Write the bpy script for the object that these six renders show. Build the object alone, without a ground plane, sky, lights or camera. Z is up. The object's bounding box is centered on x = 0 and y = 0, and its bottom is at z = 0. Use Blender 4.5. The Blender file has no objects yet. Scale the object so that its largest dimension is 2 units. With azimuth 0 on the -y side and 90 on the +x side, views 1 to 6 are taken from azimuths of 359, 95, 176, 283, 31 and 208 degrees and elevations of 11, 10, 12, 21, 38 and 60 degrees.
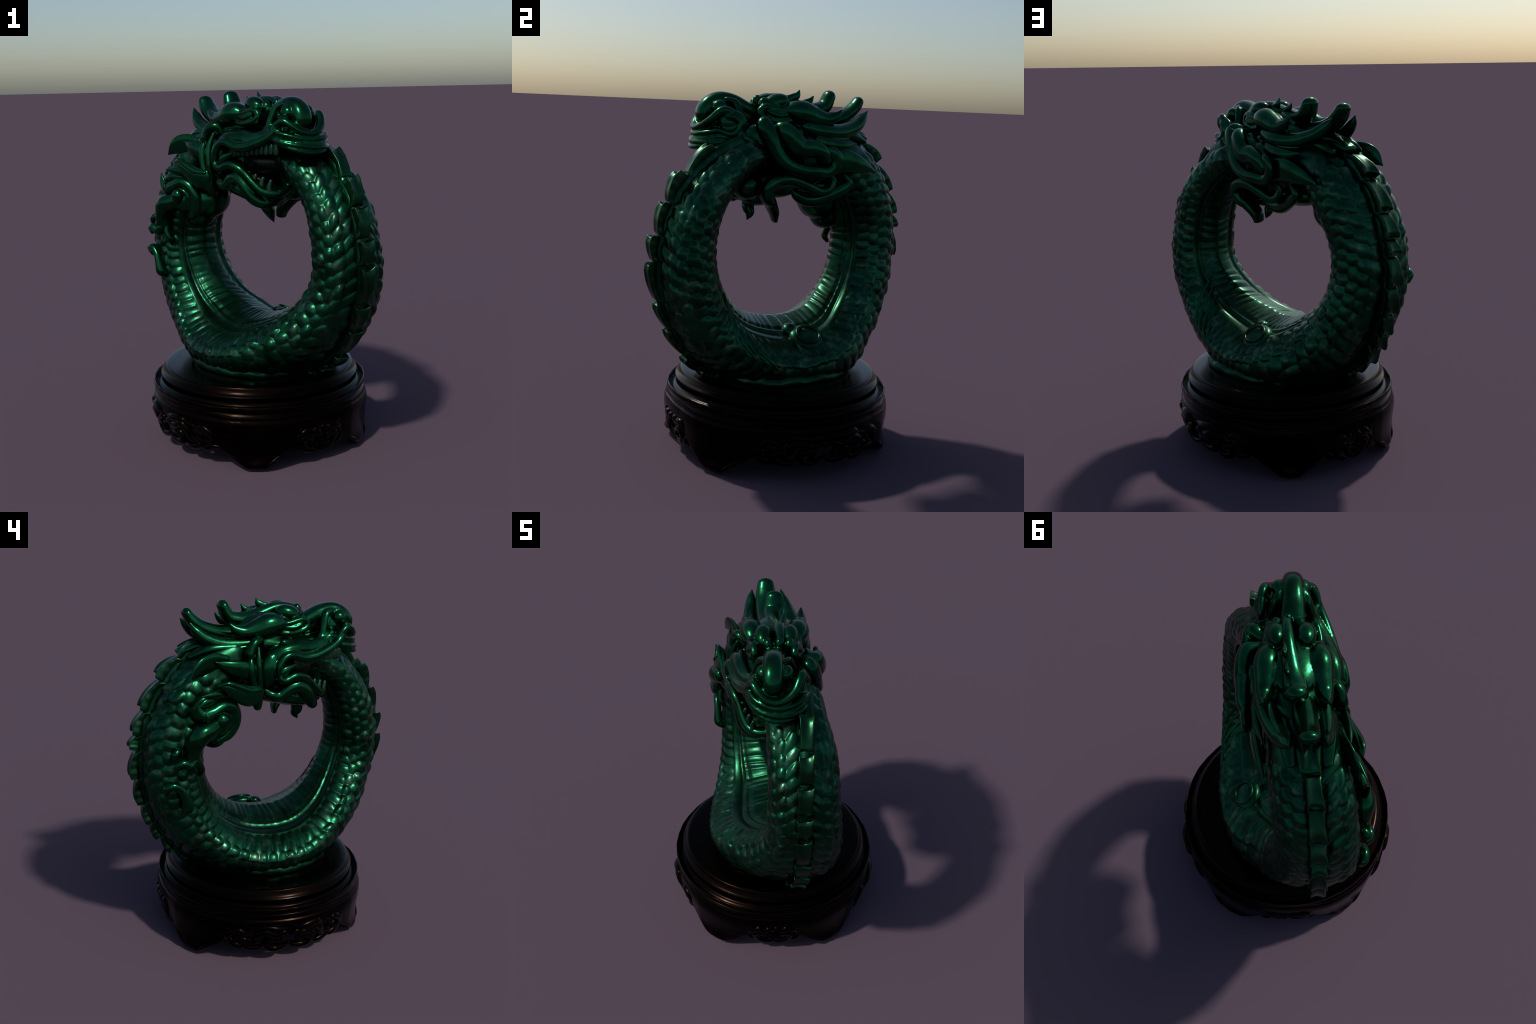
# A carved jade dragon curled into a ring, its head lying over its own tail, on a low
# round dark-wood stand with four pointed feet and scroll carving.
import bpy, bmesh, math, random
import numpy as np
from mathutils import Vector, Matrix

rng = random.Random(7)

# ---------------------------------------------------------------- frame of the ring
# h = horizontal direction the head looks along, n = normal of the ring, z = up.
AZ = math.radians(31.0)
HV = np.array([math.sin(AZ), -math.cos(AZ), 0.0])
NV = np.array([math.cos(AZ), math.sin(AZ), 0.0])
ROT = np.stack([HV, NV, np.array([0, 0, 1.0])], axis=1)      # columns: h, n, z


def world(p):
    return np.asarray(p, float) @ ROT.T


def collect(name, empty_size=0.3):
    e = bpy.data.objects.new(name, None)
    e.empty_display_size = empty_size
    bpy.context.scene.collection.objects.link(e)
    return e


def add_object(name, me, mat, parent):
    o = bpy.data.objects.new(name, me)
    bpy.context.scene.collection.objects.link(o)
    if mat and not me.materials:
        me.materials.append(mat)
    o.parent = parent
    return o


def mesh_from(name, verts, faces, smooth=True):
    me = bpy.data.meshes.new(name)
    me.from_pydata([tuple(v) for v in verts], [], faces)
    me.validate()
    if smooth:
        me.polygons.foreach_set("use_smooth", [True] * len(me.polygons))
    me.update()
    return me


# ---------------------------------------------------------------- materials
def new_mat(name):
    m = bpy.data.materials.new(name)
    m.use_nodes = True
    nt = m.node_tree
    nt.nodes.clear()
    out = nt.nodes.new("ShaderNodeOutputMaterial")
    b = nt.nodes.new("ShaderNodeBsdfPrincipled")
    nt.links.new(b.outputs[0], out.inputs[0])
    return m, nt, b


def noise(nt, scale, detail=3.0, rough=0.55, vec=None):
    t = nt.nodes.new("ShaderNodeTexNoise")
    t.inputs["Scale"].default_value = scale
    t.inputs["Detail"].default_value = detail
    t.inputs["Roughness"].default_value = rough
    if vec is not None:
        nt.links.new(vec, t.inputs["Vector"])
    return t


def ramp(nt, fac, stops):
    r = nt.nodes.new("ShaderNodeValToRGB")
    e = r.color_ramp.elements
    while len(e) < len(stops):
        e.new(0.5)
    for el, (p, c) in zip(e, stops):
        el.position = p
        el.color = (*c, 1)
    nt.links.new(fac, r.inputs[0])
    return r


def mix(nt, fac, a, b):
    m = nt.nodes.new("ShaderNodeMix")
    m.data_type = "RGBA"
    for sock, val in ((m.inputs[0], fac), (m.inputs[6], a), (m.inputs[7], b)):
        if hasattr(val, "is_output"):
            nt.links.new(val, sock)
        elif isinstance(val, (int, float)):
            sock.default_value = val
        else:
            sock.default_value = (*val, 1)
    return m.outputs[2]


def jade(name, dark, mid, pale, pale_amount, metal=0.8, rough=(0.22, 0.38), bump=0.05):
    m, nt, b = new_mat(name)
    geo = nt.nodes.new("ShaderNodeNewGeometry")
    pos = geo.outputs["Position"]
    cloud = noise(nt, 7.0, 4.0, 0.6, pos)
    base = ramp(nt, cloud.outputs[0], [(0.35, dark), (0.62, mid)])
    pale_patch = noise(nt, 13.0, 5.0, 0.62, pos)
    mask = ramp(nt, pale_patch.outputs[0], [(0.53, (0, 0, 0)), (0.72, (pale_amount,) * 3)])
    nt.links.new(mix(nt, mask.outputs[0], base.outputs[0], pale), b.inputs["Base Color"])
    b.inputs["Metallic"].default_value = metal
    rg = nt.nodes.new("ShaderNodeMapRange")
    rg.inputs[3].default_value, rg.inputs[4].default_value = rough
    nt.links.new(noise(nt, 20.0, 3.0, 0.6, pos).outputs[0], rg.inputs[0])
    nt.links.new(rg.outputs[0], b.inputs["Roughness"])
    if bump:
        bp = nt.nodes.new("ShaderNodeBump")
        bp.inputs["Strength"].default_value = bump
        bp.inputs["Distance"].default_value = 0.01
        nt.links.new(noise(nt, 60.0, 4.0, 0.6, pos).outputs[0], bp.inputs["Height"])
        nt.links.new(bp.outputs[0], b.inputs["Normal"])
    return m


JADE_HEAD = jade("polished_jade", (0.0025, 0.036, 0.013), (0.006, 0.074, 0.030), (0.020, 0.12, 0.06), 0.35, metal=0.95, rough=(0.16, 0.29))
JADE_BODY = jade("body_jade", (0.002, 0.024, 0.010), (0.006, 0.054, 0.025), (0.05, 0.12, 0.075), 0.45, metal=0.94, rough=(0.24, 0.38))
JADE_SCALE = jade("scale_jade", (0.0025, 0.030, 0.013), (0.008, 0.068, 0.033), (0.07, 0.145, 0.092), 0.7, metal=0.94, rough=(0.24, 0.38))
JADE_FIN = jade("fin_jade", (0.005, 0.036, 0.015), (0.011, 0.060, 0.027), (0.055, 0.10, 0.058), 0.4, metal=0.94, rough=(0.24, 0.38))
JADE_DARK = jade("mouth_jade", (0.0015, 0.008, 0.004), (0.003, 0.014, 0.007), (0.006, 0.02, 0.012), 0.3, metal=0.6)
JADE_TOOTH = jade("tooth_jade", (0.010, 0.045, 0.024), (0.018, 0.065, 0.038), (0.04, 0.09, 0.06), 0.4, metal=0.8, rough=(0.3, 0.42))


def make_wood():
    m, nt, b = new_mat("dark_lacquered_wood")
    geo = nt.nodes.new("ShaderNodeNewGeometry")
    mp = nt.nodes.new("ShaderNodeMapping")
    mp.inputs["Scale"].default_value = (6, 6, 40)
    nt.links.new(geo.outputs["Position"], mp.inputs[0])
    g = noise(nt, 1.0, 5.0, 0.65, mp.outputs[0])
    c = ramp(nt, g.outputs[0], [(0.3, (0.0012, 0.0006, 0.0004)), (0.75, (0.0068, 0.0028, 0.0012))])
    nt.links.new(c.outputs[0], b.inputs["Base Color"])
    b.inputs["Metallic"].default_value = 0.92
    b.inputs["Roughness"].default_value = 0.22
    b.inputs["Specular IOR Level"].default_value = 0.25
    bp = nt.nodes.new("ShaderNodeBump")
    bp.inputs["Strength"].default_value = 0.06
    bp.inputs["Distance"].default_value = 0.01
    nt.links.new(g.outputs[0], bp.inputs["Height"])
    nt.links.new(bp.outputs[0], b.inputs["Normal"])
    return m


WOOD = make_wood()


# ---------------------------------------------------------------- shape helpers
def catmull(pts, m):
    """Catmull-Rom through pts, resampled to m points evenly along its length."""
    p = np.asarray(pts, float)
    if len(p) == 2:
        t = np.linspace(0, 1, m)[:, None]
        return p[0] * (1 - t) + p[1] * t, np.linspace(0, 1, m)
    q = np.vstack([2 * p[0] - p[1], p, 2 * p[-1] - p[-2]])
    out, par = [], []
    for i in range(1, len(q) - 2):
        for t in np.linspace(0, 1, 24, endpoint=False):
            a, b, c, d = q[i - 1], q[i], q[i + 1], q[i + 2]
            out.append(0.5 * (2 * b + (c - a) * t + (2 * a - 5 * b + 4 * c - d) * t * t + (3 * b - a - 3 * c + d) * t ** 3))
            par.append(i - 1 + t)
    out.append(p[-1])
    par.append(len(p) - 1)
    out, par = np.array(out), np.array(par)
    s = np.concatenate([[0], np.cumsum(np.linalg.norm(np.diff(out[:, :3], axis=0), axis=1))])
    want = np.linspace(0, s[-1], m)
    res = np.stack([np.interp(want, s, out[:, k]) for k in range(out.shape[1])], 1)
    return res, np.interp(want, s, par) / (len(p) - 1)


def tube_geo(pts, rad, up=(0, 0, 1), seg=40, sides=20, caps=(True, True), power=1.0, groove=None):
    """Sweep an elliptical section along pts. rad: one entry per point, either a number or
    (half width, half height); height is measured along `up`."""
    rr = np.array([(r, r) if np.isscalar(r) else r for r in rad], float)
    if len(rr) != len(pts):
        rr = np.stack([np.interp(np.linspace(0, 1, len(pts)), np.linspace(0, 1, len(rr)), rr[:, k]) for k in (0, 1)], 1)
    c, _ = catmull(np.hstack([np.asarray(pts, float), rr]), seg)
    p, r = c[:, :3], np.maximum(c[:, 3:], 0.0008)
    T = np.gradient(p, axis=0)
    T /= np.linalg.norm(T, axis=1)[:, None] + 1e-12
    U = np.tile(np.asarray(up, float), (seg, 1))
    S = np.cross(T, U)
    # carry the side vector on where the path runs along `up`
    for i in range(seg):
        if np.linalg.norm(S[i]) < 0.25 and i:
            S[i] = S[i - 1] - T[i] * (S[i - 1] @ T[i])
        elif i and S[i] @ S[i - 1] < 0:
            S[i] = -S[i]
        S[i] /= np.linalg.norm(S[i]) + 1e-12
    U = np.cross(S, T)
    if U[0] @ np.asarray(up, float) < 0:
        pass
    rings = []
    th = np.linspace(0, 2 * math.pi, sides, endpoint=False)
    cs, sn = np.cos(th), np.sin(th)
    cs, sn = np.sign(cs) * np.abs(cs) ** power, np.sign(sn) * np.abs(sn) ** power

    def ring(i, k=1.0, push=0.0):
        f = np.ones(sides) * k
        if groove:
            f = f * (1 - groove[1] * (0.5 - 0.5 * np.cos(th * groove[0])) ** 2)
        return p[i] + T[i] * push + np.outer(cs * r[i, 0] * f, S[i]) + np.outer(sn * r[i, 1] * f, U[i])

    if caps[0]:
        for a in (85, 65, 42, 20):
            rings.append(ring(0, math.cos(math.radians(a)), -min(r[0]) * math.sin(math.radians(a))))
    for i in range(seg):
        rings.append(ring(i))
    if caps[1]:
        for a in (20, 42, 65, 85):
            rings.append(ring(seg - 1, math.cos(math.radians(a)), min(r[-1]) * math.sin(math.radians(a))))
    v = np.vstack(rings)
    nr = len(rings)
    f = []
    for i in range(nr - 1):
        for j in range(sides):
            k = (j + 1) % sides
            f.append((i * sides + j, i * sides + k, (i + 1) * sides + k, (i + 1) * sides + j))
    f.append(tuple(range(sides - 1, -1, -1)))
    f.append(tuple((nr - 1) * sides + j for j in range(sides)))
    return v, f


def blob_geo(c, r, tilt=(0, 0, 0), nu=32, nv=18, power=1.0):
    """Ellipsoid in h, n, z; tilt = rotations about h, n, z in degrees."""
    v = []
    for i in range(nv + 1):
        a = math.pi * i / nv
        for j in range(nu):
            b = 2 * math.pi * j / nu
            q = np.array([math.sin(a) * math.cos(b), math.sin(a) * math.sin(b), math.cos(a)])
            q = np.sign(q) * np.abs(q) ** power
            v.append(q * np.asarray(r))
    v = np.array(v)
    for ax, d in enumerate(tilt):
        if d:
            v = v @ np.array(Matrix.Rotation(math.radians(d), 3, "XYZ"[ax])).T
    v = v + np.asarray(c)
    f = []
    for i in range(nv):
        for j in range(nu):
            k = (j + 1) % nu
            f.append((i * nu + j, (i + 1) * nu + j, (i + 1) * nu + k, i * nu + k))
    return v, f


def merge(*geos):
    V, F, o = [], [], 0
    for v, f in geos:
        V.append(v)
        F += [tuple(i + o for i in q) for q in f]
        o += len(v)
    return np.vstack(V), F


def finish(name, geo, mat, parent, local=True, weld=True):
    v, f = geo
    me = mesh_from(name, world(v) if local else v, f)
    bm = bmesh.new()
    bm.from_mesh(me)
    if weld:
        bmesh.ops.remove_doubles(bm, verts=bm.verts, dist=1e-5)
    bmesh.ops.recalc_face_normals(bm, faces=bm.faces)
    bm.to_mesh(me)
    bm.free()
    me.polygons.foreach_set("use_smooth", [True] * len(me.polygons))
    return add_object(name, me, mat, parent)


def fuse(name, geos, mat, parent, voxel=0.008, smooth=4):
    """Union of closed pieces into one smooth carved surface."""
    o = finish(name, merge(*geos), mat, parent, weld=True)
    md = o.modifiers.new("remesh", "REMESH")
    md.mode, md.voxel_size, md.use_smooth_shade = "VOXEL", voxel, True
    sm = o.modifiers.new("smooth", "SMOOTH")
    sm.factor, sm.iterations = 0.5, smooth
    dg = bpy.context.evaluated_depsgraph_get()
    me = bpy.data.meshes.new_from_object(o.evaluated_get(dg))
    o.modifiers.clear()
    old = o.data
    o.data = me
    me.name = name
    bpy.data.meshes.remove(old)
    if not me.materials:
        me.materials.append(mat)
    me.polygons.foreach_set("use_smooth", [True] * len(me.polygons))
    return o


def fuse_split(pieces, mat, parent, voxel=0.005, smooth=3):
    """Carve overlapping pieces as one continuous surface, then divide its faces among the
    named pieces they came from; borders coincide and normals stay those of the whole."""
    from mathutils.kdtree import KDTree
    whole = fuse("whole", [g for _, g in pieces], mat, None, voxel, smooth)
    me = whole.data
    tree = KDTree(sum(len(g[0]) for _, g in pieces))
    owner = []
    for k, (_, g) in enumerate(pieces):
        for p in world(g[0]):
            tree.insert(p, len(owner))
            owner.append(k)
    tree.balance()
    co = np.empty(len(me.vertices) * 3, np.float32)
    me.vertices.foreach_get("co", co)
    co = co.reshape(-1, 3)
    nrm = np.empty(len(me.vertices) * 3, np.float32)
    me.vertices.foreach_get("normal", nrm)
    nrm = nrm.reshape(-1, 3)
    mine = {}
    for p in me.polygons:
        k = owner[tree.find(p.center)[1]]
        mine.setdefault(k, []).append(tuple(p.vertices))
    made = {}
    for k in sorted(mine):
        used = sorted({i for f in mine[k] for i in f})
        idx = {u: i for i, u in enumerate(used)}
        m = mesh_from(pieces[k][0], co[used], [tuple(idx[i] for i in f) for f in mine[k]])
        m.normals_split_custom_set_from_vertices([tuple(nrm[u]) for u in used])
        made[k] = add_object(pieces[k][0], m, mat, parent if not k else made.get(0, parent))
    bpy.data.objects.remove(whole)
    bpy.data.meshes.remove(me)
    return made[0]


def tube(name, parent, pts, rad, mat=None, **k):
    return finish(name, tube_geo(pts, rad, **k), mat or JADE_HEAD, parent)


def blob(name, parent, c, r, mat=None, **k):
    return finish(name, blob_geo(c, r, **k), mat or JADE_HEAD, parent)


# ================================================================ DRAGON
dragon = collect("jade_dragon_ring")
dragon["label"] = "dark green jade dragon curled into an upright ring"
dragon["category"] = "dragon statue"

# ---- the ring-shaped body: profiles against the angle phi (degrees) round the ring centre,
# 0 = bottom, + toward the tail (in front, under the snout), - toward the neck (behind).
CH, CZ = 0.02, 1.12
FLOOR = 0.4475
PHI = [-180, -150, -120, -90, -60, -45, -30, 0, 20, 42, 60, 75, 95, 127, 140, 160, 175]
R_IN = [0.43, 0.43, 0.42, 0.41, 0.40, 0.395, 0.39, 0.383, 0.388, 0.41, 0.425, 0.44, 0.452, 0.48, 0.488, 0.50, 0.52]
R_OUT = [0.72, 0.755, 0.765, 0.762, 0.768, 0.775, 0.772, 0.742, 0.752, 0.768, 0.764, 0.758, 0.744, 0.715, 0.70, 0.66, 0.62]
N_MIN = [-0.16, -0.225, -0.292, -0.325, -0.330, -0.340, -0.362, -0.388, -0.358, -0.226, -0.105, -0.036, -0.028, -0.036, -0.05, -0.05, -0.03]
N_MAX = [0.12, 0.13, 0.11, 0.082, 0.148, 0.218, 0.324, 0.39, 0.386, 0.376, 0.366, 0.365, 0.350, 0.318, 0.28, 0.24, 0.20]
N_C = [(a + b) / 2 for a, b in zip(N_MIN, N_MAX)]
W = [(b - a) / 2 for a, b in zip(N_MIN, N_MAX)]
# fullness of the section: exponent of the belly half (> 1 = keeled) and of the back half (< 1 = boxy)
EXP_IN = [1.0, 1.05, 1.15, 1.28, 1.38, 1.42, 1.5, 1.55, 1.5, 1.45, 1.38, 1.32, 1.25, 1.1, 1.05, 1.0, 1.0]
EXP_OUT = [0.9, 0.86, 0.83, 0.78, 0.74, 0.70, 0.70, 0.74, 0.82, 0.90, 0.80, 0.74, 0.76, 0.80, 0.84, 0.9, 0.9]
EXP_OUT_N = [0.85, 0.66, 0.58, 0.62, 0.74, 0.80, 0.82, 0.86, 0.94, 0.92, 0.74, 0.72, 0.74, 0.80, 0.84, 0.9, 0.9]   # the -n flank: a full shoulder behind the head
PH0, PH1 = -172.0, 166.0


def prof(phi, table):
    c, par = None, None
    x = np.asarray(phi, float)
    # smooth (cosine-eased monotone) interpolation of the profile table
    p = np.array(PHI, float)
    t = np.array(table, float)
    m = np.gradient(t, p)
    i = np.clip(np.searchsorted(p, x) - 1, 0, len(p) - 2)
    d = p[i + 1] - p[i]
    u = (x - p[i]) / d
    h00, h10, h01, h11 = 2 * u**3 - 3 * u**2 + 1, u**3 - 2 * u**2 + u, -2 * u**3 + 3 * u**2, u**3 - u**2
    return h00 * t[i] + h10 * d * m[i] + h01 * t[i + 1] + h11 * d * m[i + 1]


GROOVE = math.radians(40)


def body_point(phi, theta, lift=0.0):
    """Point of the smooth body. theta: 0 = belly (inside of ring), pi = back; + toward +n."""
    phi, theta = np.asarray(phi, float), np.asarray(theta, float)
    ri, ro, nc, w = prof(phi, R_IN), prof(phi, R_OUT), prof(phi, N_C), prof(phi, W)
    rm, rh = (ri + ro) / 2, (ro - ri) / 2
    end = np.clip(np.minimum((phi - PH0) / 14.0, (PH1 - phi) / 14.0), 0, 1)
    k = np.sqrt(np.maximum(1 - (1 - end) ** 2, 0.0004))
    s, c = np.sin(theta), np.cos(theta)
    e = np.where(c > 0, prof(phi, EXP_IN), np.where(s > 0, prof(phi, EXP_OUT), prof(phi, EXP_OUT_N)))
    sx, cx = np.sign(s) * np.abs(s) ** e, np.sign(c) * np.abs(c) ** e
    r = rm - (rh + lift) * k * cx
    n = nc + (w + lift) * k * sx
    a = np.radians(phi)
    z = CZ - r * np.cos(a)
    return np.stack([CH + r * np.sin(a), n, np.maximum(z, FLOOR)], -1)


def body_relief(phi, theta):
    """Belly ribs between two lengthwise grooves."""
    t = np.abs(theta)
    arc = np.radians(phi) * 0.42
    belly = 1 / (1 + np.exp((t - GROOVE * 0.88) / 0.035))
    wob = 0.5 * np.sin(phi * 0.31) + 0.35 * np.sin(phi * 0.13 + 2) + 1.3 * theta * np.exp(-((phi - 10) / 40) ** 2) + 0.25 * np.sin(theta * 5 + phi * 0.2)
    rib = np.abs(np.sin(math.pi * arc / 0.042 + wob + 0.5 * np.cos(theta * 2.2))) ** 0.7
    amount = 0.0078 * (0.65 + 0.35 * np.sin(phi * 0.13 + 1.0 + theta)) * (1 + 0.3 * np.sin(phi * 0.61))
    g = -0.013 * np.exp(-((t - GROOVE) / 0.045) ** 2) + 0.006 * np.exp(-((t - GROOVE * 1.2) / 0.05) ** 2)
    g = g - 0.006 * np.exp(-((t - GROOVE * 0.82) / 0.03) ** 2)
    return belly * (rib - 0.6) * amount + g


def build_body():
    nph, nth = 760, 150
    ph = np.linspace(PH0, PH1, nph)
    th = np.linspace(-math.pi, math.pi, nth, endpoint=False)
    A, B = np.meshgrid(ph, th, indexing="ij")
    P = body_point(A, B)
    P2 = body_point(A, B, 0.01)
    N = P2 - P
    N /= np.linalg.norm(N, axis=-1, keepdims=True) + 1e-9
    P = P + N * body_relief(A, B)[..., None]
    P[..., 2] = np.maximum(P[..., 2], FLOOR)
    v = world(P.reshape(-1, 3))
    faces = []
    for i in range(nph - 1):
        for j in range(nth):
            k = (j + 1) % nth
            faces.append((i * nth + j, i * nth + k, (i + 1) * nth + k, (i + 1) * nth + j))
    faces.append(tuple(range(nth - 1, -1, -1)))
    faces.append(tuple((nph - 1) * nth + j for j in range(nth)))
    return v, faces, np.repeat(ph, nth)


def region_of(phi):
    return "neck" if phi < -112 else ("tail" if phi > 100 else "torso")


# ---- scales: domed shields lying on the flanks, free edge toward the tail
def scale_mesh(name, taper, ridge, seed):
    r = random.Random(seed)
    nr, na = 9, 28
    v, f = [], []
    wob = [r.uniform(-0.04, 0.04) for _ in range(4)]
    for i in range(nr):
        q = i / (nr - 1)
        for j in range(na):
            a = 2 * math.pi * j / na
            x, y = math.cos(a), math.sin(a)              # x toward the free edge
            x = math.copysign(abs(x) ** 0.9, x)
            y = math.copysign(abs(y) ** 0.8, y) * (1 - taper * max(x, 0) ** 2)
            k = 1 + wob[0] * math.cos(2 * a) + wob[1] * math.sin(3 * a) + wob[2] * math.cos(5 * a)
            rad = q * k
            dome = 1 - q ** 2.5
            z = dome * (1.0 + 0.45 * x * q) + ridge * math.exp(-(y * q / 0.16) ** 2) * (1 - q) - 0.42 * q * q
            v.append((x * rad, y * rad, z))
    for i in range(nr - 1):
        for j in range(na):
            k = (j + 1) % na
            f.append((i * na + j, (i + 1) * na + j, (i + 1) * na + k, i * na + k))
    me = mesh_from(name, v, f)
    bm = bmesh.new()
    bm.from_mesh(me)
    bmesh.ops.remove_doubles(bm, verts=bm.verts, dist=1e-4)
    rim = [e for e in bm.edges if e.is_boundary]
    if rim:
        bmesh.ops.holes_fill(bm, edges=rim, sides=0)
    bmesh.ops.recalc_face_normals(bm, faces=bm.faces)
    bm.to_mesh(me)
    bm.free()
    me.polygons.foreach_set("use_smooth", [True] * len(me.polygons))
    me.materials.append(JADE_SCALE)
    return me


SCALES = [scale_mesh("scale", t, g, s) for t, g, s in ((0.15, 0.0, 1), (0.3, 0.1, 2), (0.05, 0.05, 3))]


def scale_places():
    cols, step = 6, 5.9
    out = []
    for side in (-1, 1):
        row = 0
        ph = -150.0
        while ph < 160:
            for c in range(cols):
                u = (c + 0.5) / cols
                th = math.radians(49 + (173 - 49) * u)
                p = ph + (step / 2 if c % 2 else 0) + rng.uniform(-0.4, 0.4)
                # slanted rows: columns nearer the back lag behind
                p -= 4.0 * u
                out.append((p, side * th, u, side))
            ph += step
            row += 1
    return out


def place_scales():
    cand = []
    for p, th, u, side in scale_places():
        if not -150 < p < 158:
            continue
        d = 0.02
        P = body_point(p, th)
        Pa = body_point(p + 1.0, th)
        Pb = body_point(p, th + d)
        Pm, Pn = body_point(p - 1.0, th), body_point(p, th - d)
        T, B = Pa - Pm, Pb - Pn
        lt, lb = np.linalg.norm(T) / 2, np.linalg.norm(B) / (2 * d)
        T, B = T / np.linalg.norm(T), B / np.linalg.norm(B)
        N = np.cross(T, B)
        N /= np.linalg.norm(N)
        out = body_point(p, th, 0.02) - P
        if N @ out < 0:
            N = -N
        if P[2] < FLOOR + 0.02:
            continue
        # covered by the head / foreleg
        h, n, z = P
        if z > 1.63 and -0.45 < h < 0.30:
            continue
        length = lt * 5.9 * 0.72
        width = lb * math.radians(124 / 6) * 0.66
        strip = max(0.0, (u - 0.62) / 0.38) * (0.25 if side > 0 and p < -15 else 1.0)
        length *= 1 + 0.55 * strip
        width *= 1 - 0.15 * strip
        length *= rng.uniform(0.9, 1.15)
        width *= rng.uniform(0.9, 1.15)
        Y = np.cross(N, T)
        yaw = side * (0.15 + 0.6 * strip) + rng.uniform(-0.2, 0.2)
        bs = 1.0 if Y @ B > 0 else -1.0
        yaw *= bs
        T2 = T * math.cos(yaw) + Y * math.sin(yaw)
        tilt = math.radians(4.5 + rng.uniform(-2.5, 3.5))
        X = T2 * math.cos(tilt) + N * math.sin(tilt)
        Z = N * math.cos(tilt) - T2 * math.sin(tilt)
        Yv = np.cross(Z, X)
        hgt = 0.0098 * min(1.3, length / 0.045) * rng.uniform(0.6, 1.35) * (1 - 0.55 * min(1, max(0, (p - 105) / 25)))
        M = np.eye(4)
        M[:3, 0], M[:3, 1], M[:3, 2] = world(X * length), world(Yv * width), world(Z * hgt)
        M[:3, 3] = world(P - N * 0.0015)
        cand.append((length * width, Matrix(M), rng.randrange(3), p))
    return sorted(cand, key=lambda t: -t[0])


def carve_body():
    """Body and scales are one carved surface; afterwards its faces are divided among neck,
    torso, tail and the single scales. Borders coincide, normals are those of the whole."""
    from mathutils.kdtree import KDTree
    v, faces, phis = build_body()
    scales = place_scales()
    templ = []
    for me in SCALES:
        c = np.empty(len(me.vertices) * 3, np.float32)
        me.vertices.foreach_get("co", c)
        templ.append(c.reshape(-1, 3).astype(float))
    geos = [(v, faces)]
    owners = [np.array([("neck", "torso", "tail").index(region_of(p)) for p in phis])]
    for n, (area, M, k, p) in enumerate(scales):
        A = np.array(M)
        geos.append((templ[k] @ A[:3, :3].T + A[:3, 3], [tuple(q.vertices) for q in SCALES[k].polygons]))
        owners.append(np.full(len(templ[k]), 3 + n))
    pts, own = np.vstack([g[0] for g in geos]), np.concatenate(owners)
    o = finish("carved_body", merge(*geos), JADE_BODY, None, local=False, weld=False)
    md = o.modifiers.new("remesh", "REMESH")
    md.mode, md.voxel_size, md.use_smooth_shade = "VOXEL", 0.0040, True
    sm = o.modifiers.new("smooth", "SMOOTH")
    sm.factor, sm.iterations = 0.5, 1
    me = bpy.data.meshes.new_from_object(o.evaluated_get(bpy.context.evaluated_depsgraph_get()))
    old = o.data
    bpy.data.objects.remove(o)
    bpy.data.meshes.remove(old)
    tree = KDTree(len(pts))
    for i, p in enumerate(pts):
        tree.insert(p, i)
    tree.balance()
    co = np.empty(len(me.vertices) * 3, np.float32)
    nrm = np.empty(len(me.vertices) * 3, np.float32)
    me.vertices.foreach_get("co", co)
    me.vertices.foreach_get("normal", nrm)
    co, nrm = co.reshape(-1, 3), nrm.reshape(-1, 3)
    groups = {}
    for p in me.polygons:
        k = int(own[tree.find(p.center)[1]])
        groups.setdefault(min(k, 303), []).append(tuple(p.vertices))
    parts = {}
    for k in sorted(groups):
        name = ("neck", "torso", "tail")[k] if k < 3 else ("scale" if k < 303 else "small_scales")
        used = sorted({i for f in groups[k] for i in f})
        idx = {u: i for i, u in enumerate(used)}
        m = mesh_from(name, co[used], [tuple(idx[i] for i in f) for f in groups[k]])
        m.normals_split_custom_set_from_vertices([tuple(nrm[u]) for u in used])
        parent = dragon if k < 3 else parts["torso" if k >= 303 else region_of(scales[k - 3][3])]
        ob = add_object(name, m, JADE_BODY if k < 3 else JADE_SCALE, parent)
        parts.setdefault(name, ob)
        if k == 303:
            ob["kind"] = "stuff"
    bpy.data.meshes.remove(me)
    for m in SCALES:
        bpy.data.meshes.remove(m)
    return parts


BODY = carve_body()


# ---- flat foot of the carving: an uneven, angular seat left under the lowest coil
def seat():
    out = [(0.345, -0.250), (0.20, -0.345), (0.01, -0.388), (-0.16, -0.355), (-0.29, -0.285), (-0.385, -0.145), (-0.40, 0.03), (-0.375, 0.17), (-0.315, 0.288),
           (-0.15, 0.385), (0.05, 0.418), (0.21, 0.408), (0.30, 0.355), (0.39, 0.20), (0.43, 0.04), (0.405, -0.11)]
    p, _ = catmull([(a, b, 0.0) for a, b in out + out[:1]], 97)
    p = p[:-1]
    m = len(p)
    v, f = [], []
    for k, z in ((0.965, FLOOR), (0.978, FLOOR + 0.004), (0.976, FLOOR + 0.024), (0.960, FLOOR + 0.042), (0.92, FLOOR + 0.050)):
        for i, q in enumerate(p):
            w = 0.006 * math.sin(i * 0.9) + 0.004 * math.sin(i * 2.3 + 1)
            v.append((q[0] * (k + w * 0.6), q[1] * (k + w * 0.6), z + (w if z > FLOOR + 0.01 else 0)))
    for r in range(4):
        for i in range(m):
            j = (i + 1) % m
            f.append((r * m + i, r * m + j, (r + 1) * m + j, (r + 1) * m + i))
    f.append(tuple(range(m)))
    f.append(tuple(4 * m + i for i in range(m)))
    return np.array(v), f


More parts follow.
